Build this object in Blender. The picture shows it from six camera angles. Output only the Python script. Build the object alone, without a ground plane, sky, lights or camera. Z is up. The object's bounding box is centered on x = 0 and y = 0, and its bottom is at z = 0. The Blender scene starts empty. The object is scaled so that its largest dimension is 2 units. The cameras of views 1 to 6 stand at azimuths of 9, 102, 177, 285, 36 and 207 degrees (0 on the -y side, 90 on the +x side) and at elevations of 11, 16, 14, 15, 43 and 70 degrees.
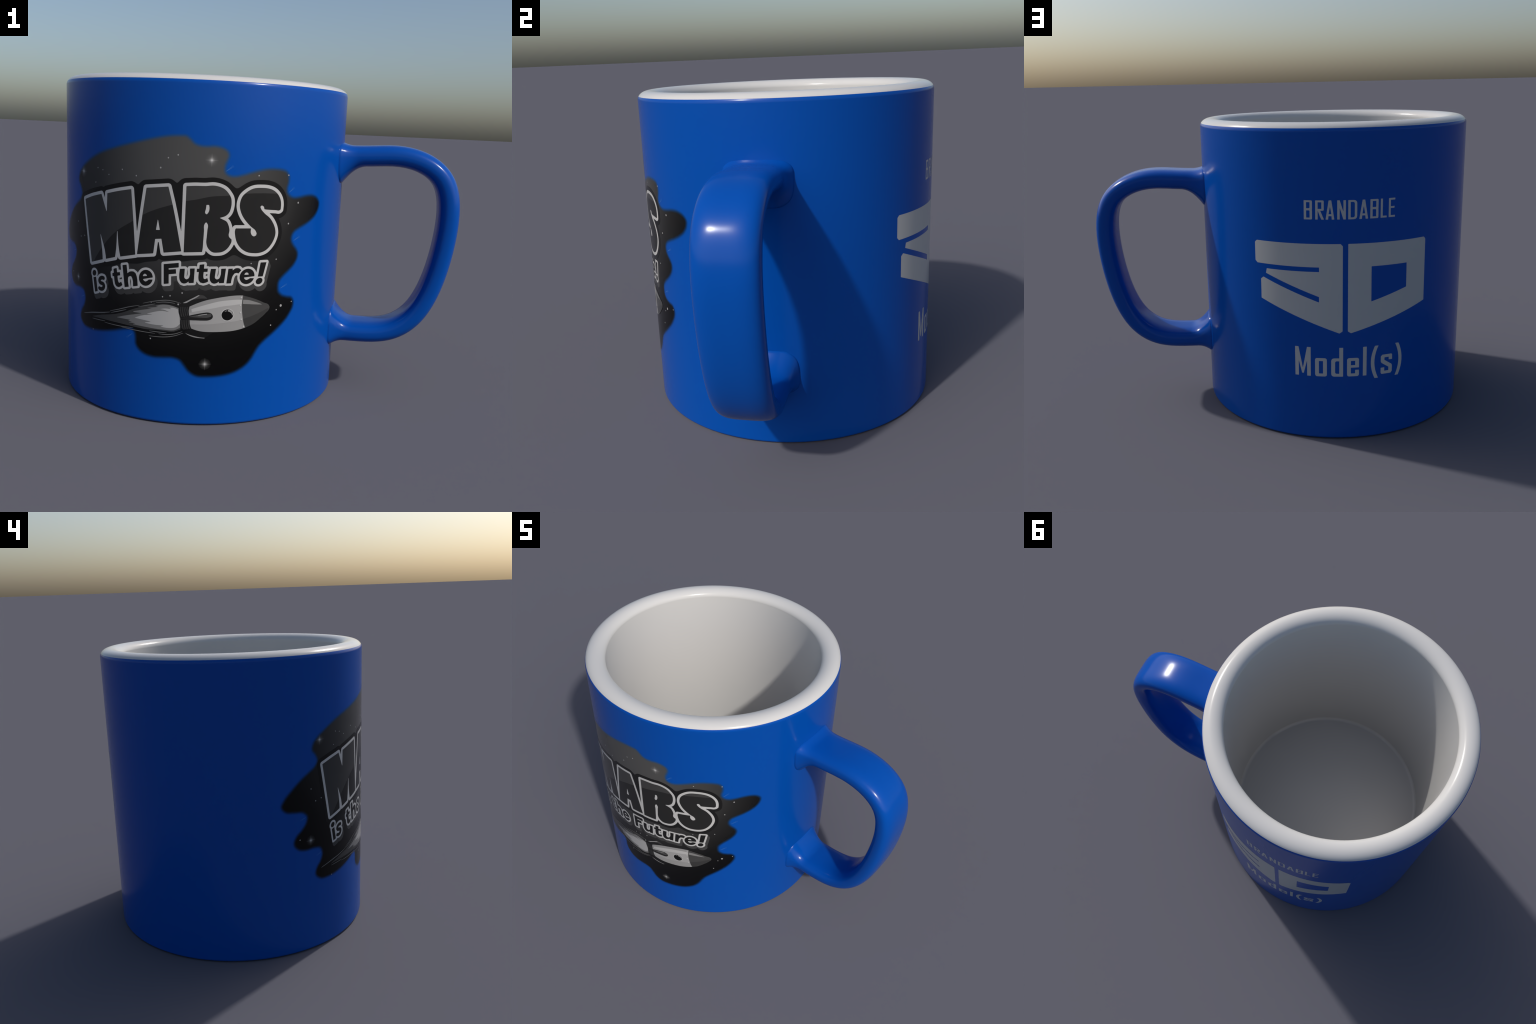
"""Glazed ceramic mug: blue cylinder, white rim and lining, strap handle,
a printed night-sky emblem on one side and a printed wordmark on the other.

Printed artwork is drawn in flat millimetres (s = arc length round the wall,
z = height), turned into a distance field, cut into clean ink patches and
wrapped on to the wall, so outlines and soft edges are offsets of the shapes."""
import math
import bpy
import numpy as np

# ------------------------------------------------------------------ sizes (m)
AXIS_X = -0.2935            # mug axis; the handle reaches x = +1
RADIUS = 0.7065
HEIGHT = 1.5405
WALL = 0.110                # wall thickness
RIM_RISE = 0.040            # height of the rounded lip
GLAZE_LINE = 1.5168         # where blue stops and white starts
FLOOR_Z, FLOOR_FILLET = 0.298, 0.020
FOOT_FILLET = 0.013
INK = 0.0003                # thickness of one layer of ink

# ------------------------------------------------------------------ materials
BLUE = (0.001, 0.062, 0.335)


def srgb_safe(c):
    return (*c, 1.0) if len(c) == 3 else c


def new_material(name, colour, roughness=0.22, specular=0.19):
    m = bpy.data.materials.new(name)
    m.use_nodes = True
    b = m.node_tree.nodes["Principled BSDF"]
    b.inputs["Base Color"].default_value = srgb_safe(colour)
    b.inputs["Roughness"].default_value = roughness
    b.inputs["Specular IOR Level"].default_value = specular
    return m


GLOSS = 0.2
blue_glaze = new_material("blue_glaze", BLUE, GLOSS)
white_glaze = new_material("white_glaze", (0.52, 0.518, 0.512), GLOSS)


def grey_ink(name, v):
    v *= 0.6
    return new_material(name, (v, v, v), GLOSS)


def night_sky_group():
    """Colour of the printed sky: grey glow at the upper middle fading to black,
    with four sparkling stars, computed on the unrolled wall (s, z)."""
    g = bpy.data.node_groups.new("night_sky_colour", "ShaderNodeTree")
    g.interface.new_socket("Colour", in_out="OUTPUT", socket_type="NodeSocketColor")
    N, L = g.nodes, g.links

    def math_node(op, a, b=None, clamp=False):
        n = N.new("ShaderNodeMath")
        n.operation, n.use_clamp = op, clamp
        for i, v in enumerate((a, b)):
            if v is None:
                continue
            if isinstance(v, (int, float)):
                n.inputs[i].default_value = v
            else:
                L.new(v, n.inputs[i])
        return n.outputs[0]

    co = N.new("ShaderNodeTexCoord")
    xyz = N.new("ShaderNodeSeparateXYZ")
    L.new(co.outputs["Object"], xyz.inputs[0])
    s = math_node("MULTIPLY", math_node("ARCTAN2", math_node("SUBTRACT", xyz.outputs[0], AXIS_X),
                                        math_node("MULTIPLY", xyz.outputs[1], -1.0)), RADIUS)
    z = xyz.outputs[2]

    def radial(s0, z0, ks, kz):
        a = math_node("MULTIPLY", math_node("SUBTRACT", s, s0), ks)
        b = math_node("MULTIPLY", math_node("SUBTRACT", z, z0), kz)
        return math_node("SQRT", math_node("ADD", math_node("MULTIPLY", a, a), math_node("MULTIPLY", b, b)))

    ramp = N.new("ShaderNodeValToRGB")
    L.new(radial(0.05, 1.22, 1.0, 0.95), ramp.inputs[0])
    stops = [(0.0, 0.072), (0.16, 0.070), (0.35, 0.052), (0.50, 0.033), (0.60, 0.017), (0.72, 0.0065), (0.85, 0.0028), (1.0, 0.0015)]
    cr = ramp.color_ramp
    while len(cr.elements) < len(stops):
        cr.elements.new(0.5)
    for e, (p, v) in zip(cr.elements, stops):
        e.position, e.color = p, (v, v, v, 1)
    total = ramp.outputs[0]
    for s0, z0, size, power in [(0.188, 1.190, 0.030, 0.62), (0.185, 0.291, 0.030, 0.55),
                                (-0.475, 1.105, 0.030, 0.55), (-0.537, 0.601, 0.030, 0.50)]:
        d = radial(s0, z0, 1 / size, 1 / size)
        ds = math_node("ABSOLUTE", math_node("MULTIPLY", math_node("SUBTRACT", s, s0), 1 / size))
        dz = math_node("ABSOLUTE", math_node("MULTIPLY", math_node("SUBTRACT", z, z0), 1 / size))
        fade = math_node("SUBTRACT", 1.0, d, True)
        core = math_node("POWER", math_node("SUBTRACT", 1.0, math_node("MULTIPLY", d, 1.6), True), 3.0)
        # thin cross-shaped spikes
        spike = math_node("SUBTRACT", 1.0, math_node("MULTIPLY", math_node("MINIMUM", ds, dz), 11.0), True)
        spike = math_node("MULTIPLY", math_node("MULTIPLY", spike, fade), 0.34)
        halo = math_node("MULTIPLY", math_node("POWER", fade, 1.6), 0.22)
        glow = math_node("MULTIPLY", math_node("ADD", math_node("ADD", core, spike), halo), power * 0.6)
        add = N.new("ShaderNodeMix")
        add.data_type, add.blend_type = "RGBA", "ADD"
        add.inputs["Factor"].default_value = 1.0
        L.new(total, add.inputs["A"])
        L.new(glow, add.inputs["B"])
        total = add.outputs["Result"]
    out = N.new("NodeGroupOutput")
    L.new(total, out.inputs[0])
    return g


NIGHT = night_sky_group()


def night_sky_ink(name, cover):
    """Sky ink that covers the blue glaze by `cover` (0..1), mixed perceptually."""
    m = new_material(name, BLUE, GLOSS)
    N, L = m.node_tree.nodes, m.node_tree.links
    sky = N.new("ShaderNodeGroup")
    sky.node_tree = NIGHT
    if cover >= 1:
        L.new(sky.outputs[0], N["Principled BSDF"].inputs["Base Color"])
        return m
    g1, g2 = N.new("ShaderNodeGamma"), N.new("ShaderNodeGamma")
    g1.inputs[1].default_value, g2.inputs[1].default_value = 1 / 2.2, 2.2
    L.new(sky.outputs[0], g1.inputs[0])
    mix = N.new("ShaderNodeMix")
    mix.data_type = "RGBA"
    mix.inputs["Factor"].default_value = cover
    mix.inputs["A"].default_value = srgb_safe(tuple(c ** (1 / 2.2) for c in BLUE))
    L.new(g1.outputs[0], mix.inputs["B"])
    L.new(mix.outputs["Result"], g2.inputs[0])
    L.new(g2.outputs[0], N["Principled BSDF"].inputs["Base Color"])
    return m


# ------------------------------------------------------------------ objects
def make_object(name, verts, faces, normals, mats, parent, face_mats=None):
    me = bpy.data.meshes.new(name)
    me.from_pydata([tuple(v) for v in verts], [], faces)
    for m in (mats if isinstance(mats, (list, tuple)) else [mats]):
        me.materials.append(m)
    if face_mats is not None:
        me.polygons.foreach_set("material_index", face_mats)
    me.polygons.foreach_set("use_smooth", [True] * len(me.polygons))
    me.update()
    if normals is not None:
        me.normals_split_custom_set_from_vertices([tuple(n) for n in normals])
    ob = bpy.data.objects.new(name, me)
    bpy.context.scene.collection.objects.link(ob)
    ob.parent = parent
    return ob


mug = bpy.data.objects.new("coffee_mug", None)
bpy.context.scene.collection.objects.link(mug)
mug["label"] = "blue ceramic mug with white lining and printed space emblem"
mug["category"] = "mug"


# ------------------------------------------------------------------ the turned body
def lathe(profile, name, material, segments=320):
    """profile: list of (radius, z, normal_r, normal_z), axis at AXIS_X."""
    verts, normals, faces = [], [], []
    n = len(profile)
    for k in range(segments):
        a = 2 * math.pi * k / segments
        c, s = math.cos(a), math.sin(a)
        for r, z, nr, nz in profile:
            verts.append((AXIS_X + r * c, r * s, z))
            normals.append((nr * c, nr * s, nz))
    for k in range(segments):
        k2 = (k + 1) % segments
        for i in range(n - 1):
            f = [k * n + i, k2 * n + i, k2 * n + i + 1, k * n + i + 1]
            if profile[i][0] == 0:
                f = [k * n + i, k2 * n + i + 1, k * n + i + 1]
            elif profile[i + 1][0] == 0:
                f = [k * n + i, k2 * n + i, k * n + i + 1]
            faces.append(f)
    return make_object(name, verts, faces, normals, material, mug)


def arc(cr, cz, ar, az, a0, a1, steps):
    out = []
    for t in np.linspace(math.radians(a0), math.radians(a1), steps):
        nr, nz = math.cos(t) / ar, math.sin(t) / az
        l = math.hypot(nr, nz)
        out.append((cr + ar * math.cos(t), cz + az * math.sin(t), nr / l, nz / l))
    return out


LIP_R, LIP_Z = RADIUS - WALL / 2, HEIGHT - RIM_RISE
SPLIT = math.degrees(math.asin((GLAZE_LINE - LIP_Z) / RIM_RISE))
outer = [(0.0, 0.012, 0, -1), (RADIUS - 0.11, 0.012, 0, -1)]
outer += arc(RADIUS - 0.085, 0.013, 0.025, 0.013, 180, 270, 6)[1:]
outer += arc(RADIUS - FOOT_FILLET, FOOT_FILLET, FOOT_FILLET, FOOT_FILLET, 270, 360, 10)
outer += [(RADIUS, z, 1, 0) for z in np.linspace(FOOT_FILLET, LIP_Z, 26)[1:-1]]
outer += arc(LIP_R, LIP_Z, WALL / 2, RIM_RISE, 0, SPLIT, 10)
body = lathe(outer, "body", blue_glaze)
inner = arc(LIP_R, LIP_Z, WALL / 2, RIM_RISE, SPLIT, 180, 36)
inner += [(RADIUS - WALL, z, -1, 0) for z in np.linspace(LIP_Z, FLOOR_Z + FLOOR_FILLET, 20)[1:-1]]
inner += [(RADIUS - WALL - FLOOR_FILLET + FLOOR_FILLET * math.cos(t), FLOOR_Z + FLOOR_FILLET - FLOOR_FILLET * math.sin(t),
           -math.cos(t), math.sin(t)) for t in np.linspace(0, math.pi / 2, 9)]
inner += [(0.3, FLOOR_Z, 0, 1), (0.0, FLOOR_Z, 0, 1)]
lathe(inner, "lining", white_glaze)


# ------------------------------------------------------------------ handle
def natural_spline(points, count):
    P = np.asarray(points, float)
    t = np.r_[0, np.cumsum(np.linalg.norm(np.diff(P, axis=0), axis=1) ** 0.5)]
    m, h = len(t), np.diff(t)
    M, B = np.eye(m), np.zeros((m, 2))
    for i in range(1, m - 1):
        M[i, i - 1:i + 2] = h[i - 1], 2 * (h[i - 1] + h[i]), h[i]
        B[i] = 6 * ((P[i + 1] - P[i]) / h[i] - (P[i] - P[i - 1]) / h[i - 1])
    K = np.linalg.solve(M, B)
    tt = np.linspace(0, t[-1], count)
    j = np.clip(np.searchsorted(t, tt) - 1, 0, m - 2)
    a, b, H = (t[j + 1] - tt)[:, None], (tt - t[j])[:, None], h[j][:, None]
    return (K[j] * a ** 3 + K[j + 1] * b ** 3) / (6 * H) + (P[j] / H - K[j] * H / 6) * a + (P[j + 1] / H - K[j + 1] * H / 6) * b


HANDLE_SPINE = [(0.330, 1.2150), (0.4394, 1.2163), (0.5584, 1.2213), (0.6951, 1.2251), (0.824, 1.1904), (0.9105, 1.1136),
                (0.9458, 0.9917), (0.9424, 0.8316), (0.9135, 0.6595), (0.8633, 0.5084), (0.7918, 0.4028),
                (0.6846, 0.3391), (0.5437, 0.3222), (0.4394, 0.3217), (0.330, 0.3212)]
HALF_THICK, HALF_WIDE = 0.0517, 0.1240


def build_handle():
    spine = natural_spline(HANDLE_SPINE, 260)
    tangent = np.gradient(spine, axis=0)
    tangent /= np.linalg.norm(tangent, axis=1)[:, None]
    out_dir = np.stack([-tangent[:, 1], tangent[:, 0]], 1)      # towards the outside of the loop
    # section: gently domed broad faces, rounded sides
    v = np.sin(np.linspace(0, math.pi / 2, 18))
    quarter = [(HALF_THICK * max(0.0, 1 - q ** 3.8) ** (1 / 2.45), HALF_WIDE * q) for q in v]
    ring = quarter + [(-e, w) for e, w in quarter[-2::-1]] + [(-e, -w) for e, w in quarter[1:]] + [(e, -w) for e, w in quarter[-2:0:-1]]
    ring = np.array(ring)
    n, verts = len(ring), []
    for k, (c, o) in enumerate(zip(spine, out_dir)):
        upper = k < len(spine) / 2
        for e, w in ring:
            x, z = c + o * e
            gap = max(math.hypot(x - AXIS_X, w) - RADIUS, 0.0)      # distance from the wall

            def flare(amount, reach):
                return amount * max(0.0, 1 - gap / reach) ** 2
            out_flare = flare(0.013, 0.06) if upper else flare(0.024, 0.065)
            in_flare = flare(0.085, 0.12) if upper else flare(0.082, 0.108)
            f_out, f_in = (max(e, 0) / HALF_THICK) ** 0.6, (max(-e, 0) / HALF_THICK) ** 0.6
            shift = f_out * out_flare - f_in * in_flare
            # the root also broadens sideways
            y = w * (1 + flare(0.025, 0.09) / HALF_WIDE)
            verts.append((x + o[0] * shift, y, z + o[1] * shift))
    faces = []
    for k in range(len(spine) - 1):
        for i in range(n):
            j = (i + 1) % n
            faces.append([k * n + i, k * n + j, (k + 1) * n + j, (k + 1) * n + i])
    faces.append(list(range(n))[::-1])
    faces.append([(len(spine) - 1) * n + i for i in range(n)])
    ob = make_object("handle", verts, faces, None, blue_glaze, mug)
    import bmesh
    bm = bmesh.new()
    bm.from_mesh(ob.data)
    bmesh.ops.recalc_face_normals(bm, faces=bm.faces)
    bm.to_mesh(ob.data)
    bm.free()
    ob.data.polygons.foreach_set("use_smooth", [True] * len(ob.data.polygons))


build_handle()


# ------------------------------------------------------------------ flat drawing -> ink on the wall
def curve_through(points, closed=True, corner=48, steps=5):
    """Smooth line through control points; sharp turns stay corners."""
    P = np.asarray(points, float)
    n = len(P)
    tan_in, tan_out = np.zeros_like(P), np.zeros_like(P)
    for i in range(n):
        a, b = P[i - 1], P[(i + 1) % n]
        d0, d1 = P[i] - a, b - P[i]
        l0, l1 = np.linalg.norm(d0) + 1e-9, np.linalg.norm(d1) + 1e-9
        turn = math.degrees(math.acos(np.clip(d0 @ d1 / l0 / l1, -1, 1)))
        if turn > corner or (not closed and i in (0, n - 1)):
            tan_in[i], tan_out[i] = d0 / l0, d1 / l1
        else:
            t = d0 / l0 * l1 + d1 / l1 * l0
            t /= np.linalg.norm(t) + 1e-9
            tan_in[i] = tan_out[i] = t
    out = []
    for i in range(n if closed else n - 1):
        p, q = P[i], P[(i + 1) % n]
        l = np.linalg.norm(q - p)
        m0, m1 = tan_out[i] * l, tan_in[(i + 1) % n] * l
        for t in np.arange(steps) / steps:
            out.append((2 * t ** 3 - 3 * t ** 2 + 1) * p + (t ** 3 - 2 * t ** 2 + t) * m0 + (-2 * t ** 3 + 3 * t ** 2) * q + (t ** 3 - t ** 2) * m1)
    if not closed:
        out.append(P[-1])
    return np.array(out)


class Sheet:
    """A rectangular patch of lattice in flat millimetres."""

    def __init__(self, shapes, step, margin):
        lo = np.min([np.min(p, axis=0) for p in shapes], axis=0) - margin - 2 * step
        hi = np.max([np.max(p, axis=0) for p in shapes], axis=0) + margin + 2 * step
        self.x = np.arange(lo[0], hi[0] + step, step)
        self.y = np.arange(lo[1], hi[1] + step, step)
        self.X, self.Y = np.meshgrid(self.x, self.y)

    def distance_to(self, line, closed):
        X, Y = self.X, self.Y
        best = np.full(X.shape, 1e12)
        P = np.asarray(line, float)
        for i in range(len(P) if closed else len(P) - 1):
            (ax, ay), (bx, by) = P[i], P[(i + 1) % len(P)]
            ex, ey = bx - ax, by - ay
            t = np.clip(((X - ax) * ex + (Y - ay) * ey) / (ex * ex + ey * ey + 1e-12), 0, 1)
            best = np.minimum(best, (X - ax - t * ex) ** 2 + (Y - ay - t * ey) ** 2)
        return np.sqrt(best)

    def polygon(self, P):
        """Signed distance, positive inside."""
        P = np.asarray(P, float)
        inside = np.zeros(self.X.shape, bool)
        for (ax, ay), (bx, by) in zip(P, np.roll(P, -1, axis=0)):
            if ay == by:
                continue
            cross = (ay > self.Y) != (by > self.Y)
            inside ^= cross & (self.X < (bx - ax) * (self.Y - ay) / (by - ay) + ax)
        d = self.distance_to(P, True)
        return np.where(inside, d, -d)

    def stroke(self, P, width):
        return width / 2 - self.distance_to(P, False)

    def cut(self, field, low=0.0, high=None):
        """Triangles of the lattice clipped to low <= field < high."""
        ny, nx = field.shape
        f, X, Y = field, self.X, self.Y
        ok = (f >= low) if high is None else (f >= low) & (f < high)
        a, b, c, d = ok[:-1, :-1], ok[:-1, 1:], ok[1:, 1:], ok[1:, :-1]
        full = a & b & c & d
        lo_all = (f[:-1, :-1] < low) & (f[:-1, 1:] < low) & (f[1:, 1:] < low) & (f[1:, :-1] < low)
        part = ~full & ~lo_all
        if high is not None:
            part &= ~((f[:-1, :-1] >= high) & (f[:-1, 1:] >= high) & (f[1:, 1:] >= high) & (f[1:, :-1] >= high))
        pts, faces, index = [], [], {}

        def vertex(x, y):
            key = (round(x, 3), round(y, 3))
            if key not in index:
                index[key] = len(pts)
                pts.append((x, y))
            return index[key]

        for r, q in zip(*np.nonzero(full)):
            x0, x1, y0, y1 = self.x[q], self.x[q + 1], self.y[r], self.y[r + 1]
            faces.append([vertex(x0, y0), vertex(x1, y0), vertex(x1, y1), vertex(x0, y1)])

        def clip(poly, level, keep_above):
            out = []
            for k in range(len(poly)):
                p, q = poly[k], poly[(k + 1) % len(poly)]
                ip, iq = (p[2] >= level) == keep_above, (q[2] >= level) == keep_above
                if ip:
                    out.append(p)
                if ip != iq:
                    t = (level - p[2]) / (q[2] - p[2])
                    out.append((p[0] + t * (q[0] - p[0]), p[1] + t * (q[1] - p[1]), level if keep_above else level - 1e-9))
            return out

        for r, q in zip(*np.nonzero(part)):
            corner = [(X[j, i], Y[j, i], f[j, i]) for j, i in ((r, q), (r, q + 1), (r + 1, q + 1), (r + 1, q))]
            for tri in ((0, 1, 2), (0, 2, 3)):
                poly = clip([corner[k] for k in tri], low, True)
                if poly and high is not None:
                    poly = clip(poly, high, False)
                ids = []
                for p in poly:
                    v = vertex(p[0], p[1])
                    if not ids or (v != ids[-1] and v != ids[0]):
                        ids.append(v)
                if len(ids) >= 3:
                    faces.append(ids)
        return np.array(pts).reshape(-1, 2), faces


FRONT, BACK = 0, 1


def wrap(points, side, layer):
    """Flat millimetres -> the wall. The front faces -y, the back +y."""
    s, z = points[:, 0] / 1000, points[:, 1] / 1000
    th = s / RADIUS
    sign = 1 if side == FRONT else -1
    nx, ny = sign * np.sin(th), -sign * np.cos(th)
    r = RADIUS + layer * INK
    return np.stack([AXIS_X + r * nx, r * ny, z], 1), np.stack([nx, ny, 0 * z], 1)


def ink(name, pieces, mats, parent, side=FRONT, layer=1):
    """pieces: list of (points, faces); one material each, joined into one part."""
    if isinstance(pieces, tuple):
        pieces, mats = [pieces], [mats]
    verts, normals, faces, fm, base = [], [], [], [], 0
    for k, (p, f) in enumerate(pieces):
        if not len(p):
            continue
        v, n = wrap(p, side, layer)
        verts.append(v)
        normals.append(n)
        faces += [[i + base for i in face] for face in f]
        fm += [k] * len(f)
        base += len(p)
    if not faces:
        return None
    return make_object(name, np.vstack(verts), faces, np.vstack(normals), mats, parent, fm)


def union(fields):
    return np.maximum.reduce(fields)


def ellipse(cx, cy, rx, ry, count=40):
    a = np.linspace(0, 2 * math.pi, count, endpoint=False)
    return np.stack([cx + rx * np.cos(a), cy + ry * np.sin(a)], 1)


# ------------------------------------------------------------------ front emblem: the splash of night sky
emblem_outline = curve_through([
    # upper edge, left to right
    (-522, 1061), (-518, 1085), (-490, 1118), (-439, 1151), (-352, 1193), (-257, 1222), (-169, 1245), (-109, 1260), (-52, 1273),
    (3, 1283), (56, 1287), (80, 1286), (98, 1273), (115, 1257), (136, 1249), (167, 1247), (202, 1249), (233, 1243),
    (255, 1229), (261, 1212), (255, 1191), (247, 1170), (246, 1149), (253, 1135), (269, 1127), (295, 1126), (323, 1132),
    (360, 1143), (397, 1153), (436, 1160), (473, 1161), (507, 1158), (534, 1149), (547, 1129), (547, 1100), (541, 1078),
    # right-hand fingers, downwards
    (542, 1063), (555, 1045), (580, 1035), (614, 1036), (662, 1042), (704, 1040), (737, 1027), (755, 1005), (752, 980),
    (735, 954), (702, 930), (662, 911), (620, 895), (591, 879), (580, 861), (581, 838), (593, 819), (612, 798), (621, 779),
    (618, 756), (602, 731), (574, 706), (542, 682), (520, 657), (517, 634), (521, 611), (538, 594), (567, 583), (598, 574),
    (609, 558), (609, 535), (593, 505), (570, 477), (538, 449), (503, 422), (465, 395), (433, 367), (413, 338), (395, 308),
    # bottom drip, right to left
    (368, 279), (334, 258), (292, 243), (247, 235), (199, 232), (144, 236), (111, 257), (91, 283), (72, 305), (42, 314),
    (-3, 312), (-50, 310), (-90, 318), (-119, 335), (-136, 362), (-137, 385), (-141, 407), (-154, 425), (-188, 420),
    # left-hand fingers, upwards
    (-255, 402), (-344, 383), (-418, 376), (-482, 385), (-508, 413), (-499, 446), (-473, 480), (-463, 519), (-476, 547),
    (-514, 557), (-569, 556), (-613, 569), (-634, 600), (-623, 632), (-589, 665), (-563, 699), (-558, 731), (-577, 752),
    (-630, 762), (-678, 773), (-697, 798), (-683, 831), (-642, 876), (-592, 920), (-539, 955), (-508, 975), (-491, 1005),
    (-503, 1035)], corner=80, steps=4)
FEATHER, BANDS = 26.0, 10          # soft edge: width and number of steps
sheet = Sheet([emblem_outline], 3.5, FEATHER)
splash = sheet.polygon(emblem_outline)
edges = np.linspace(-FEATHER / 2, FEATHER / 2, BANDS + 1)
pieces, mats = [], []
for k in range(BANDS):
    t = (k + 0.5) / BANDS
    pieces.append(sheet.cut(splash, edges[k], edges[k + 1]))
    mats.append(night_sky_ink("night_sky_soft_edge", t * t * (3 - 2 * t)))
pieces.append(sheet.cut(splash, edges[-1]))
mats.append(night_sky_ink("night_sky_ink", 1.0))
emblem = ink("night_sky_print", pieces, mats, mug)

white_ink = grey_ink("white_ink", 0.74)
light_ink = grey_ink("light_grey_ink", 0.52)
black_ink = grey_ink("black_ink", 0.018)

# faint pale glints at the inner corners of the splash
glint_inks = [new_material("pale_blue_ink", tuple(b + k * (p - b) for b, p in zip(BLUE, (0.04, 0.15, 0.43))), GLOSS) for k in (1.0, 0.6, 0.35, 0.16)]
glint_pieces, glint_mats = [], []
for tip, tail in [((246, 1143), (281, 1169)), ((549, 1056), (581, 1080)), ((590, 839), (628, 857)), ((528, 624), (566, 642)),
                  ((-151, 405), (-184, 380)), ((-563, 729), (-598, 716)), ((-467, 526), (-502, 511))]:
    tip, tail = np.array(tip, float), np.array(tail, float)
    d = tail - tip
    across = np.array([-d[1], d[0]]) * 0.13
    for k, tone in enumerate(glint_inks):
        a, b = k / 4, (k + 1) / 4
        strip = [tip + a * d + across * a, tip + b * d + across * b, tip + b * d - across * b, tip + a * d - across * a]
        sh = Sheet([strip], 1.5, 2)
        glint_pieces.append(sh.cut(sh.polygon(strip)))
        glint_mats.append(tone)
o = ink("glint", glint_pieces, glint_mats, emblem, layer=2)
o["kind"] = "stuff"

# small stars
star_pieces = []
for s, z, r in [(-361, 1128, 2.6), (-328, 1121, 2.4), (-290, 1103, 2.4), (-214, 1130, 2.8), (-142, 1108, 3), (-29, 1149, 3.4), (4, 1192, 3),
                (46, 1206, 3.2), (-376, 1063, 2.4), (-532, 867, 2.8), (-504, 801, 2.8), (-468, 809, 2.8), (396, 1131, 3), (545, 1134, 3),
                (608, 1011, 4), (557, 919, 3.4), (500, 761, 3), (377, 747, 2.6), (538, 544, 5.5), (514, 527, 2.6), (488, 457, 3),
                (599, 556, 2.6), (77, 612, 3.2), (24, 596, 3), (-10, 589, 2.8), (-62, 560, 2.6), (61, 560, 3.6), (-63, 393, 3), (-396, 377, 2.4),
                (-601, 616, 3)]:
    c = ellipse(s, z, r, r * 1.1, 16)
    sh = Sheet([c], 1.2, 1)
    star_pieces.append(sh.cut(sh.polygon(c)))
o = ink("star", star_pieces, [light_ink] * len(star_pieces), emblem, layer=2)
o["kind"] = "stuff"

# ------------------------------------------------------------------ front emblem: big arched title
TITLE = dict(
    M=([(-459, 979), (-404, 997), (-336, 1014), (-302, 936), (-299, 1020), (-237, 1035), (-166, 1049), (-154, 918), (-142, 764),
        (-221, 746), (-228, 774), (-239, 872), (-249, 749), (-251, 740), (-306, 724), (-308, 741), (-344, 840), (-328, 738),
        (-327, 719), (-406, 695)], []),
    A=([(-92, 1060), (7, 1071), (27, 995), (69, 796), (-9, 785), (-20, 845), (-48, 842), (-56, 778), (-134, 767), (-110, 941)],
       [[(-37, 931), (-45, 882), (-28, 883)]]),
    R=([(84, 1077), (120, 1080), (165, 1081), (204, 1084), (225, 1080), (247, 1070), (265, 1051), (275, 1034), (278, 1012), (276, 991),
        (268, 969), (256, 957), (229, 947), (244, 940), (259, 932), (268, 916), (273, 894), (271, 869), (276, 861), (283, 856),
        (284, 847), (277, 829), (263, 811), (246, 800), (224, 796), (204, 797), (188, 808), (179, 822), (175, 838), (176, 863),
        (178, 892), (179, 917), (172, 927), (166, 920), (164, 888), (162, 845), (160, 809), (158, 797), (79, 792)],
       [[(171, 1001), (182, 1001), (184, 989), (181, 971), (174, 961), (169, 963), (170, 988)]]),
    S=([(371, 1075), (413, 1079), (441, 1077), (470, 1068), (492, 1051), (507, 1027), (511, 1005), (510, 984), (504, 980), (485, 981), (455, 983), (434, 985),
        (428, 986), (425, 997), (415, 1003), (408, 997), (412, 988), (430, 968), (456, 948), (474, 925), (486, 899), (489, 877),
        (482, 851), (467, 826), (443, 804), (415, 794), (384, 793), (353, 799), (326, 816), (308, 840), (299, 869), (298, 898),
        (300, 903), (368, 903), (369, 902), (369, 883), (376, 871), (384, 867), (394, 872), (396, 881), (389, 894), (371, 908),
        (351, 927), (331, 952), (319, 977), (314, 999), (316, 1020), (325, 1042), (341, 1058)], []))
# letters are paler above a glossy arc that sweeps up to the right
gloss_arc = curve_through([(-395, 695), (-375, 722), (-318, 788), (-274, 833), (-235, 864), (-152, 914), (-110, 941), (-46, 971), (25, 995),
                           (86, 1014), (122, 1021), (191, 1037), (273, 1044), (342, 1053), (540, 1053)], closed=False)
gloss_area = np.vstack([gloss_arc, [(540, 1200), (-560, 1200), (-560, 695)]])
letter_dark, letter_pale = grey_ink("letter_dark_ink", 0.031), grey_ink("letter_pale_ink", 0.075)
WHITE_LINE, BLACK_LINE = 14.0, 34.0

title_shapes = {k: (curve_through(o, corner=38, steps=4), h) for k, (o, h) in TITLE.items()}
title_sheet = Sheet([o for o, _ in title_shapes.values()], 2.2, BLACK_LINE)
title_fields = []
for key, (outline, holes) in title_shapes.items():
    f = title_sheet.polygon(outline)
    for h in holes:
        f = np.minimum(f, -title_sheet.polygon(curve_through(h, corner=75)))
    title_fields.append(f)
    gl = title_sheet.polygon(gloss_area)
    ink("letter", [title_sheet.cut(np.minimum(f, gl)), title_sheet.cut(np.minimum(f, -gl))], [letter_pale, letter_dark], emblem, layer=4)
title = union(title_fields)
title_white = title_sheet.cut(title, -WHITE_LINE, 0.0)
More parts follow.
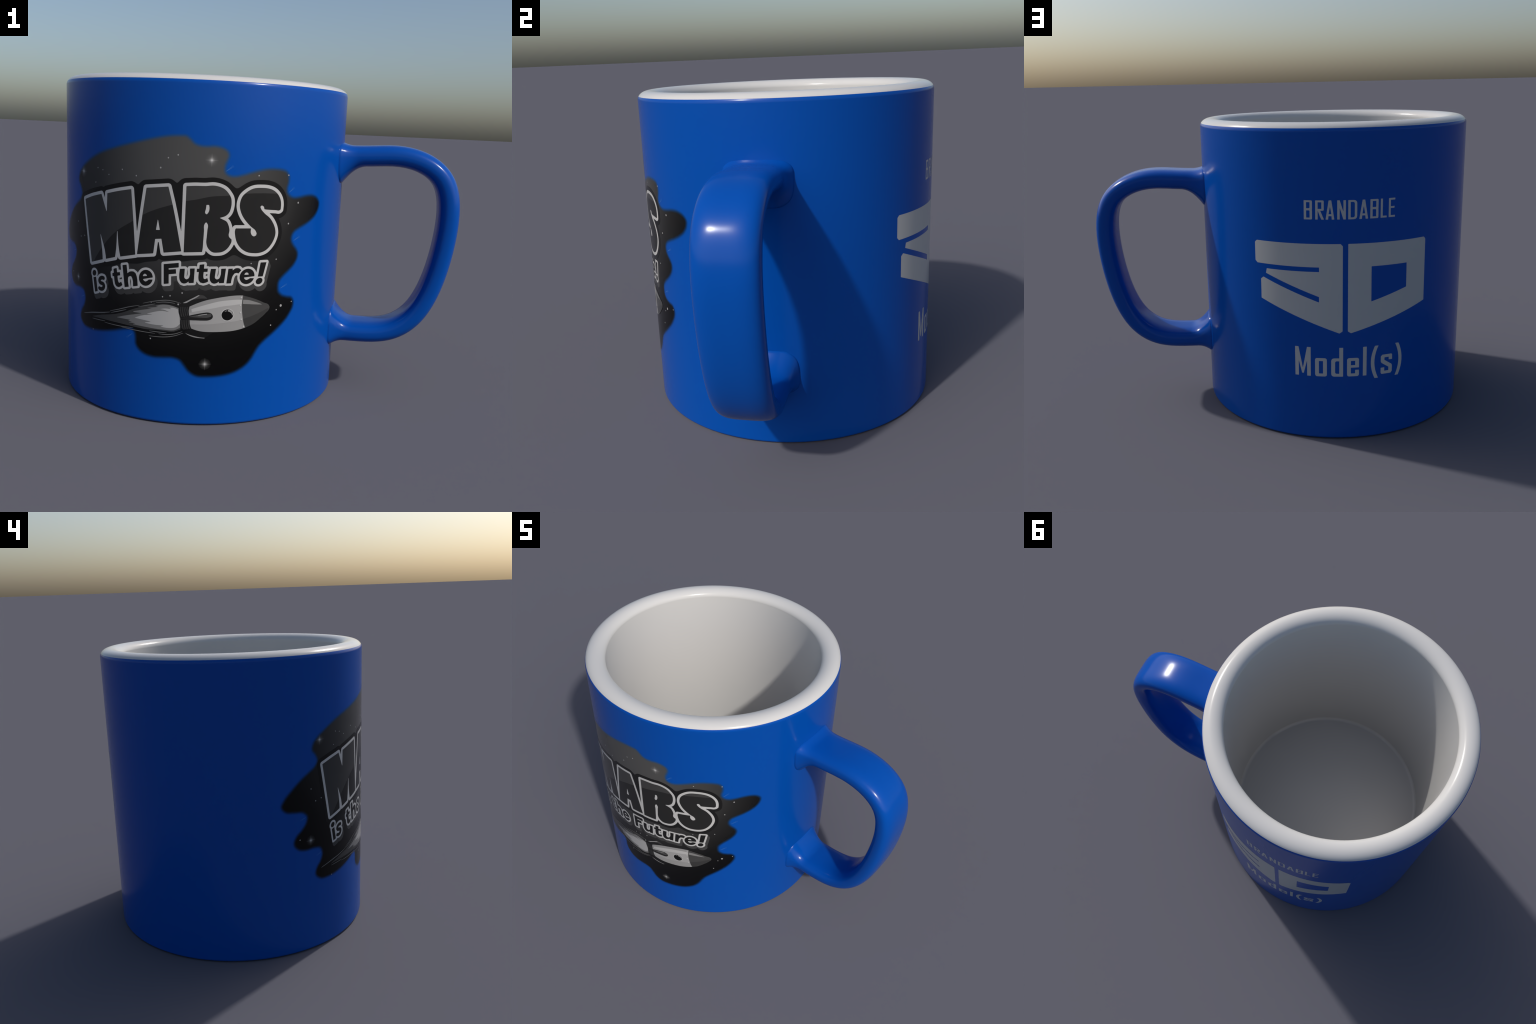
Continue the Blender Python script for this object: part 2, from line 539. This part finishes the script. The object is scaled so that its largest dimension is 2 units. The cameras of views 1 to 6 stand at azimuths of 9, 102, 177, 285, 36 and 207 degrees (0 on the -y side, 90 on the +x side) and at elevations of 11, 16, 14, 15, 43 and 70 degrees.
# the heavy backing closes up between neighbouring letters
SOFT = 11.0
backing = title + SOFT * np.log(np.exp((np.stack(title_fields) - title) / SOFT).sum(0))
backing = np.where(title >= -WHITE_LINE, title, np.maximum(np.minimum(backing, -WHITE_LINE), title))
title_black = title_sheet.cut(np.where(title >= -WHITE_LINE, 99.0, backing), -BLACK_LINE)
ink("letter_outline", title_white, white_ink, emblem, layer=4)
ink("letter_shadow", title_black, black_ink, emblem, layer=3)

# ------------------------------------------------------------------ front emblem: line of small lettering
# glyphs on a unit x-height; each is placed with its own baseline and lean, so the line bends
GLYPHS = dict(
    i=([[(0, 0), (.34, 0), (.34, 1), (0, 1)], ellipse(.19, 1.27, .235, .205, 24)], []),
    s=("stroke", [(.64, .84), (.5, .89), (.36, .88), (.24, .81), (.2, .71), (.25, .60), (.4, .52), (.54, .45), (.6, .34), (.56, .21),
                  (.42, .13), (.27, .14), (.12, .21)], .29),
    t=([[(.15, 1.27), (.48, 1.3), (.48, 1), (.73, 1), (.73, .75), (.48, .75), (.49, .42), (.52, .31), (.6, .28), (.75, .36), (.84, .1),
         (.7, .02), (.5, -.03), (.3, .03), (.18, .18), (.14, .4), (.14, .75), (0, .75), (0, 1), (.15, 1)]], []),
    h=([[(0, 1.5), (.34, 1.5), (.34, .93), (.45, 1.0), (.6, 1.03), (.8, 1.0), (.94, .87), (1.0, .65), (1.0, 0), (.64, 0), (.64, .55),
         (.58, .68), (.48, .7), (.38, .65), (.34, .53), (.34, 0), (0, 0)]], []),
    e=([ellipse(.53, .5, .53, .535)], [[(.33, .63), (.62, .63), (.56, .73), (.47, .76), (.39, .73)],
                                       [(.33, .42), (1.1, .49), (1.1, .37), (.74, .39), (.62, .31), (.5, .27), (.4, .32)]]),
    F=([[(0, 1.36), (1.03, 1.36), (1.03, 1.03), (.36, 1.03), (.36, .96), (.84, .96), (.86, .63), (.36, .63), (.36, 0), (0, 0)]], []),
    u=([[(0, 1), (0, .4), (.05, .2), (.18, .03), (.34, -.03), (.5, 0), (.64, .1), (.64, 0), (1, 0), (1, 1), (.66, 1), (.66, .42),
         (.61, .33), (.5, .28), (.4, .33), (.35, .42), (.35, 1)]], []),
    r=([[(0, 1.02), (.32, 1.02), (.32, .91), (.45, 1.02), (.6, 1.05), (.76, 1.02), (.92, .88), (.74, .65), (.62, .7), (.48, .67),
         (.38, .5), (.34, .3), (.33, 0), (0, 0)]], []))
GLYPHS["!"] = ([[(.08, 1.42), (.5, 1.42), (.45, .42), (.1, .42)], ellipse(.26, .12, .23, .235, 28)], [])
LINE = [("i", (-381, 558), (62, 20), (-13, 67)), ("s", (-354, 565), (64, 20), (-10, 66)), ("t", (-258, 600), (62, 15), (-9, 66)),
        ("h", (-196, 610), (69, 15), (-8.7, 66.7)), ("e", (-121, 627), (64, 10), (-4, 68)), ("F", (-6, 646), (66, 10), (-1.5, 66)),
        ("u", (61, 654), (66, 5), (3, 66)), ("t", (134, 659), (66, 3), (4, 65)), ("u", (191, 659), (67, 2), (7, 66)),
        ("r", (267, 659), (66, 1.5), (7, 66)), ("e", (323, 657), (66, 0), (5, 66)), ("!", (398, 659), (73, 0), (12, 65))]


def placed(points, origin, across, up):
    P = np.asarray(points, float)
    return np.asarray(origin) + P[:, :1] * np.asarray(across) + P[:, 1:] * np.asarray(up)


line_sheet = Sheet([np.array([(-420, 540), (470, 770)])], 2.0, 40)
line_fields = []
for ch, org, across, up in LINE:
    g = GLYPHS[ch]
    if g[0] == "stroke":
        path = curve_through(placed(g[1], org, across, up), closed=False)
        f = line_sheet.stroke(path, g[2] * 66)
    else:
        f = union([line_sheet.polygon(curve_through(placed(p, org, across, up), corner=30, steps=3)) for p in g[0]])
        for hole in g[1]:
            f = np.minimum(f, -line_sheet.polygon(placed(hole, org, across, up)))
    line_fields.append(f)
line_all = union(line_fields)
for f in line_fields:
    ink("letter", line_sheet.cut(f, 0.8), black_ink, emblem, layer=5)
ink("letter_outline", line_sheet.cut(line_all, -9.5), white_ink, emblem, layer=4)
# grey drop shadow: the outline swept down and to the right
cell = 2.0
swept = [line_all + 11.5]
for k in range(1, 10):
    ds, dz = int(round(k * 10 / 9 / cell)), int(round(k * 20 / 9 / cell))
    f = np.full(line_all.shape, -99.0)
    f[:f.shape[0] - dz or None, ds:] = (line_all + 11.5)[dz:, :f.shape[1] - ds]
    swept.append(f)
swept = union(swept)
ink("letter_shadow", line_sheet.cut(swept), grey_ink("shadow_grey_ink", 0.080), emblem, layer=2)

# ------------------------------------------------------------------ front emblem: rocket and its flame
ROCKET = dict(
    hull=[(111, 553), (142, 568), (181, 583), (219, 592), (258, 599), (298, 604), (330, 605), (346, 604), (343, 578), (342, 552), (344, 527),
          (349, 498), (355, 473), (362, 457), (345, 452), (304, 444), (264, 441), (224, 440), (195, 440), (165, 442), (138, 448),
          (121, 454), (114, 474), (113, 490), (111, 511), (108, 533)],
    hull_shine=[(119, 542), (162, 557), (200, 569), (239, 579), (279, 584), (319, 586), (342, 585), (341, 566), (299, 561), (260, 557),
                (221, 549), (182, 541), (143, 533), (121, 528)],
    hull_side=[(121, 528), (143, 533), (182, 541), (221, 549), (260, 557), (299, 561), (341, 566), (342, 552), (344, 527), (349, 495),
               (323, 489), (282, 484), (243, 479), (203, 475), (164, 473), (115, 472), (113, 490), (109, 523)],
    nose=[(346, 604), (380, 594), (413, 582), (447, 566), (471, 555), (477, 545), (475, 534), (461, 519), (429, 493), (397, 471),
          (362, 457), (355, 473), (349, 498), (344, 527), (342, 552), (343, 578)],
    nose_shine=[(347, 585), (370, 583), (403, 573), (425, 565), (440, 558), (403, 561), (371, 564), (346, 566)],
    nose_shade=[(350, 497), (384, 507), (427, 522), (469, 540), (475, 534), (461, 519), (429, 493), (397, 471), (362, 457), (355, 473)],
    fin=[(110, 512), (143, 521), (172, 527), (192, 529), (206, 525), (213, 516), (214, 509), (210, 501), (197, 494), (174, 492),
         (144, 492), (113, 492), (76, 494), (73, 499), (85, 503)],
    fin_face=[(107, 506), (136, 514), (163, 519), (192, 523), (205, 524), (208, 517), (206, 510), (193, 506), (163, 505), (124, 506)],
    fin_edge=[(138, 512), (163, 519), (188, 523), (188, 520), (163, 516)],
    nozzle_top=[(64, 544), (63, 534), (66, 516), (72, 503), (110, 513), (108, 533), (109, 551), (74, 551)],
    nozzle_foot=[(72, 491), (71, 476), (74, 458), (87, 446), (121, 454), (113, 474), (112, 492)],
    wing_top=[(82, 568), (153, 606), (160, 608), (172, 604), (188, 592), (194, 587), (142, 568), (111, 553), (74, 557)],
    wing_top_face=[(130, 585), (145, 601), (156, 608), (172, 604), (189, 591), (151, 590)],
    wing_top_edge=[(82, 568), (112, 585), (149, 606), (154, 605), (141, 595), (118, 582), (86, 567)],
    wing_foot=[(89, 434), (139, 417), (180, 412), (197, 424), (215, 436), (185, 440), (138, 448), (120, 454)],
    wing_foot_edge=[(90, 434), (111, 426), (138, 419), (166, 414), (181, 413), (180, 410), (164, 411), (135, 414), (111, 422)],
    window_ring=ellipse(278, 518, 30, 29), window=ellipse(278, 518, 26, 25),
    window_shine=[(279, 541), (290, 539), (299, 530), (302, 520), (300, 513), (296, 524), (288, 531), (279, 534)],
    window_glint=[(264, 533), (269, 538), (275, 541), (275, 535), (269, 532)],
    flame_dark=[(-406, 437), (-330, 460), (-246, 479), (-195, 497), (-148, 518), (-82, 541), (-40, 551), (-9, 555), (31, 553), (66, 544),
                (67, 512), (73, 496), (73, 447), (44, 435), (14, 434), (-38, 436), (-80, 433), (-124, 435), (-171, 438), (-220, 440),
                (-286, 441), (-362, 440)],
    flame_middle=[(-240, 465), (-195, 480), (-103, 504), (-148, 504), (-150, 507), (-82, 525), (-56, 530), (-82, 531), (-29, 541), (-42, 544),
                  (-9, 554), (21, 554), (66, 542), (67, 512), (72, 496), (71, 454), (44, 441), (3, 440), (-48, 441), (-80, 443),
                  (-136, 446), (-154, 447), (-136, 453), (-176, 452), (-154, 458), (-176, 459), (-164, 465), (-207, 465)],
    flame_light=[(-142, 478), (-114, 491), (-50, 505), (-84, 504), (-50, 516), (-9, 525), (24, 522), (-3, 531), (-21, 532), (1, 537),
                 (34, 536), (20, 542), (42, 543), (64, 536), (68, 504), (71, 472), (53, 456), (23, 450), (-17, 452), (-1, 459),
                 (-59, 459), (-94, 463), (-60, 471), (-103, 475)])
ROCKET_INK = [  # drawn from back to front: shape, grey, layer
    ("flame_dark", 0.075, 2), ("flame_middle", 0.28, 3), ("flame_light", 0.60, 4),
    ("wing_top", 0.024, 3), ("wing_top_face", 0.075, 4), ("wing_top_edge", 0.45, 5), ("wing_foot", 0.014, 3), ("wing_foot_edge", 0.36, 4),
    ("nozzle_top", 0.024, 5), ("nozzle_foot", 0.024, 5),
    ("hull", 0.42, 4), ("hull_side", 0.50, 5), ("hull_shine", 0.66, 6), ("nose", 0.088, 5), ("nose_shine", 0.32, 6), ("nose_shade", 0.062, 6),
    ("fin", 0.025, 7), ("fin_face", 0.10, 8), ("fin_edge", 0.5, 9),
    ("window_ring", 0.66, 7), ("window", 0.008, 8), ("window_shine", 0.45, 9), ("window_glint", 0.16, 9)]
rocket_sheet_step = 1.6
for name, v, layer in ROCKET_INK:
    outline = np.asarray(ROCKET[name], float)
    if not name.startswith("window_ring") and name != "window":
        outline = curve_through(outline, corner=40, steps=3)
    sh = Sheet([outline], rocket_sheet_step, 2)
    field = sh.polygon(outline)
    if name in ("fin_face", "nose_shade", "nose_shine", "hull_side", "hull_shine"):
        parent_shape = "fin" if name == "fin_face" else name.split("_")[0]
        field = np.minimum(field, sh.polygon(curve_through(ROCKET[parent_shape], corner=40, steps=3)))
    plain = {"hull": "rocket_hull", "nose": "rocket_nose", "fin": "rocket_fin", "wing_top": "rocket_wing", "wing_foot": "rocket_wing",
             "nozzle_top": "rocket_nozzle", "nozzle_foot": "rocket_nozzle", "window": "rocket_window", "window_ring": "window_ring",
             "flame_dark": "rocket_flame", "flame_middle": "rocket_flame", "flame_light": "rocket_flame"}.get(name, "shading_patch")
    ink(plain, sh.cut(field), grey_ink("rocket_ink", v), emblem, layer=layer)

strokes = [[(-474, 438), (-396, 457), (-330, 470), (-275, 483)], [(-278, 488), (-220, 507), (-172, 524), (-117, 539)],
           [(-273, 481), (-220, 498), (-185, 510)], [(-124, 531), (-82, 543), (-42, 554)],
           [(-102, 550), (-61, 562), (-20, 571), (11, 575), (41, 573), (75, 565)], [(-40, 559), (-9, 565), (21, 566), (49, 563)],
           [(-401, 429), (-362, 431), (-309, 434)], [(-315, 428), (-259, 427), (-207, 428), (-149, 431)],
           [(-212, 425), (-147, 422), (-91, 420), (-40, 419)], [(-69, 428), (-27, 427), (12, 427)],
           [(-25, 419), (14, 419), (48, 425), (82, 438)], [(-71, 405), (-37, 405), (0, 407), (44, 415), (86, 431)]]
flame_line_ink = grey_ink("flame_line_ink", 0.20)
lines = []
for p in strokes:
    p = curve_through(p, closed=False)
    sh = Sheet([p], 1.4, 5)
    # pen strokes taper at both ends
    along = np.clip((sh.X - p[0, 0]) / (p[-1, 0] - p[0, 0]), 0, 1)
    width = 1.1 + (4.6 if len(lines) == 0 else 2.6) * np.sin(math.pi * along) ** 0.6
    lines.append(sh.cut(width / 2 - sh.distance_to(p, False)))
o = ink("flame_line", lines, [flame_line_ink] * len(lines), emblem, layer=5)
o["kind"] = "stuff"

rib_ink = grey_ink("nozzle_rib_ink", 0.07)
ribs = []
for k in range(4):
    for p in ([(73, 548), (72, 533), (75, 517), (79, 505)], [(79, 490), (80, 472), (85, 452)]):
        p = np.array(p, float) + (k * 9.3, k * 0.7)
        sh = Sheet([p], 1.4, 3)
        ribs.append(sh.cut(sh.stroke(p, 3.2)))
o = ink("nozzle_rib", ribs, [rib_ink] * len(ribs), emblem, layer=6)
o["kind"] = "stuff"
rivets = []
for s, z in [(338, 596), (335, 561), (336, 528), (341, 496), (353, 463)]:
    c = ellipse(s, z, 3.6, 3.8, 16)
    sh = Sheet([c], 1.2, 1)
    rivets.append(sh.cut(sh.polygon(c)))
o = ink("rivet", rivets, [white_ink] * len(rivets), emblem, layer=9)
o["kind"] = "stuff"

# ------------------------------------------------------------------ back wordmark
mark_ink = new_material("pale_grey_ink", (0.43, 0.432, 0.43), GLOSS)


def back_ink(name, solids, holes=(), step=2.0):
    sh = Sheet([np.asarray(p, float) for p in solids], step, 2)
    f = union([sh.polygon(p) for p in solids])
    for h in holes:
        f = np.minimum(f, -sh.polygon(h))
    return ink(name, sh.cut(f), mark_ink, body, BACK, 1)


back_ink("numeral", [[(-475, 982), (-464, 992), (-50, 992), (-40, 981), (-40, 565), (-55, 555), (-445, 706), (-445, 803), (-431, 814),
                      (-151, 709), (-151, 736), (-416, 835), (-411, 858), (-150, 858), (-150, 880), (-463, 881), (-475, 892)]])
back_ink("letter", [[(-15, 992), (381, 992), (391, 981), (392, 675), (0, 555), (-15, 565)]],
         [[(96, 880), (279, 880), (280, 761), (97, 708)]])


def box(x0, y0, x1, y1, r=(0, 0, 0, 0)):
    """Rectangle with chamfered/rounded corners: r = bottom-left, bottom-right, top-right, top-left."""
    out = []
    for (cx, cy), (dx, dy), rr, a0 in zip(((x0, y0), (x1, y0), (x1, y1), (x0, y1)), ((1, 1), (-1, 1), (-1, -1), (1, -1)), r, (180, 270, 0, 90)):
        if rr == 0:
            out.append((cx, cy))
        else:
            for a in np.radians(a0 + np.linspace(0, 90, 6)):
                out.append((cx + dx * rr + rr * math.cos(a), cy + dy * rr + rr * math.sin(a)))
    return out


# upper word: narrow capitals, stem V thick, cross strokes U thick
Z0, Z1, V, U = 1107.0, 1195.5, 11.0, 8.6
ZM = 1153.0


def cap_B(x, w):
    back_ink("letter", [box(x, ZM - 2.5, x + w, Z1, (0, 5, 5, 0)), box(x, Z0, x + w, ZM + 1, (0, 5, 5, 0))],
             [box(x + V, ZM + 6, x + w - V, Z1 - U, (0, 4, 0, 0)), box(x + V, Z0 + U, x + w - V, ZM - 4, (0, 0, 4, 0))], 1.2)


def cap_R(x, w):
    back_ink("letter", [box(x, ZM - 5, x + w, Z1, (0, 5, 5, 0)), box(x, Z0, x + V, Z1),
                        [(x + V, ZM + 1), (x + V + 9, ZM + 1), (x + w + 1, Z0), (x + w - V, Z0), (x + V, ZM - 10)]],
             [box(x + V, ZM + 3.5, x + w - V, Z1 - U), [(x + V, ZM - 4), (x + V + 0.1, Z0 - 2), (x + w - V - 0.5, Z0 - 2)]], 1.2)


def cap_A(x, w):
    m = x + w / 2
    back_ink("letter", [[(x, Z0), (m - 6, Z1), (m + 6, Z1), (x + w, Z0)]],
             [[(m - 6.5, Z0 + 25), (m + 6.5, Z0 + 25), (m, Z0 + 60)],
              [(x + V + 0.5, Z0 - 2), (x + w - V - 0.5, Z0 - 2), (m + 7, Z0 + 16), (m - 7, Z0 + 16)]], 1.2)


def cap_N(x, w):
    back_ink("letter", [box(x, Z0, x + V, Z1), box(x + w - V, Z0, x + w, Z1),
                        [(x, Z1), (x + V, Z1), (x + w, Z0), (x + w - V, Z0)]], (), 1.2)


def cap_D(x, w):
    back_ink("letter", [box(x, Z0, x + w, Z1, (0, 15, 15, 0))], [box(x + V, Z0 + U, x + w - V, Z1 - U, (0, 8, 8, 0))], 1.2)


def cap_L(x, w):
    back_ink("letter", [box(x, Z0, x + V - 1, Z1), box(x, Z0, x + w, Z0 + U)], (), 1.2)


def cap_E(x, w):
    back_ink("letter", [box(x, Z0, x + V - 1, Z1), box(x, Z0, x + w, Z0 + U), box(x, Z1 - U, x + w, Z1), box(x, ZM - 4, x + w - 3, ZM + 4.5)], (), 1.2)


cap_B(-219, 38); cap_R(-166, 39); cap_A(-119, 40); cap_N(-66, 39); cap_D(-16, 41)
cap_A(35, 41); cap_B(86, 39); cap_L(136, 30); cap_E(176, 32)

# lower word: mixed case, heavier strokes
B0, B1, BX, W = 333.0, 482.0, 428.0, 18.5
back_ink("letter", [box(-270, B0, -270 + 17.5, B1), box(-193 - 18, B0, -193, B1), [(-270, B1), (-253, B1), (-227, 346), (-236, 346)],
                    [(-193, B1), (-211, B1), (-237, 346), (-228, 346)]], (), 1.4)
back_ink("letter", [box(-172, B0, -115, BX, (10, 10, 10, 10))], [box(-172 + W, B0 + 15, -115 - W, BX - 15)], 1.4)
back_ink("letter", [box(-94, B0, -37, BX, (14, 0, 0, 14)), box(-37 - W, B0, -37, B1)], [box(-94 + W, B0 + 15, -37 - W, BX - 15, (8, 0, 0, 8))], 1.4)
back_ink("letter", [box(-18, B0, 40, BX, (10, 10, 10, 10))],
         [box(-18 + W, B0 + 58, 40 - W, BX - 15), box(-18 + W, B0 + 15, 40 - W, B0 + 45), box(40 - W - 1, B0 + 33, 41, B0 + 45)], 1.4)
back_ink("letter", [box(59.5, B0, 77.5, B1)], (), 1.4)


def bracket(x0, bulge, x_end):
    """Thick arc of a parenthesis: ends at x_end, belly at x0."""
    t = np.linspace(-1, 1, 25)
    sgn = 1 if x_end > x0 else -1
    thick = 18.0
    belly = x0 + (x_end - x0 - sgn * thick) * t ** 2
    z = 398 + 84 * t
    return np.vstack([np.stack([belly, z], 1), np.stack([belly + sgn * thick, z], 1)[::-1]])


back_ink("bracket", [bracket(99, 0, 137)], (), 1.4)
back_ink("bracket", [bracket(264, 0, 226)], (), 1.4)
back_ink("letter", [[(158, 431), (206, 431), (210, 427), (210, 402), (192, 402), (192, 416), (169, 416), (169, 403), (207, 377), (210, 371),
                     (210, 340), (203, 331), (155, 331), (150, 337), (150, 364), (169, 364), (169, 346), (191, 346), (191, 364), (154, 389),
                     (150, 396), (150, 423)]], (), 1.4)
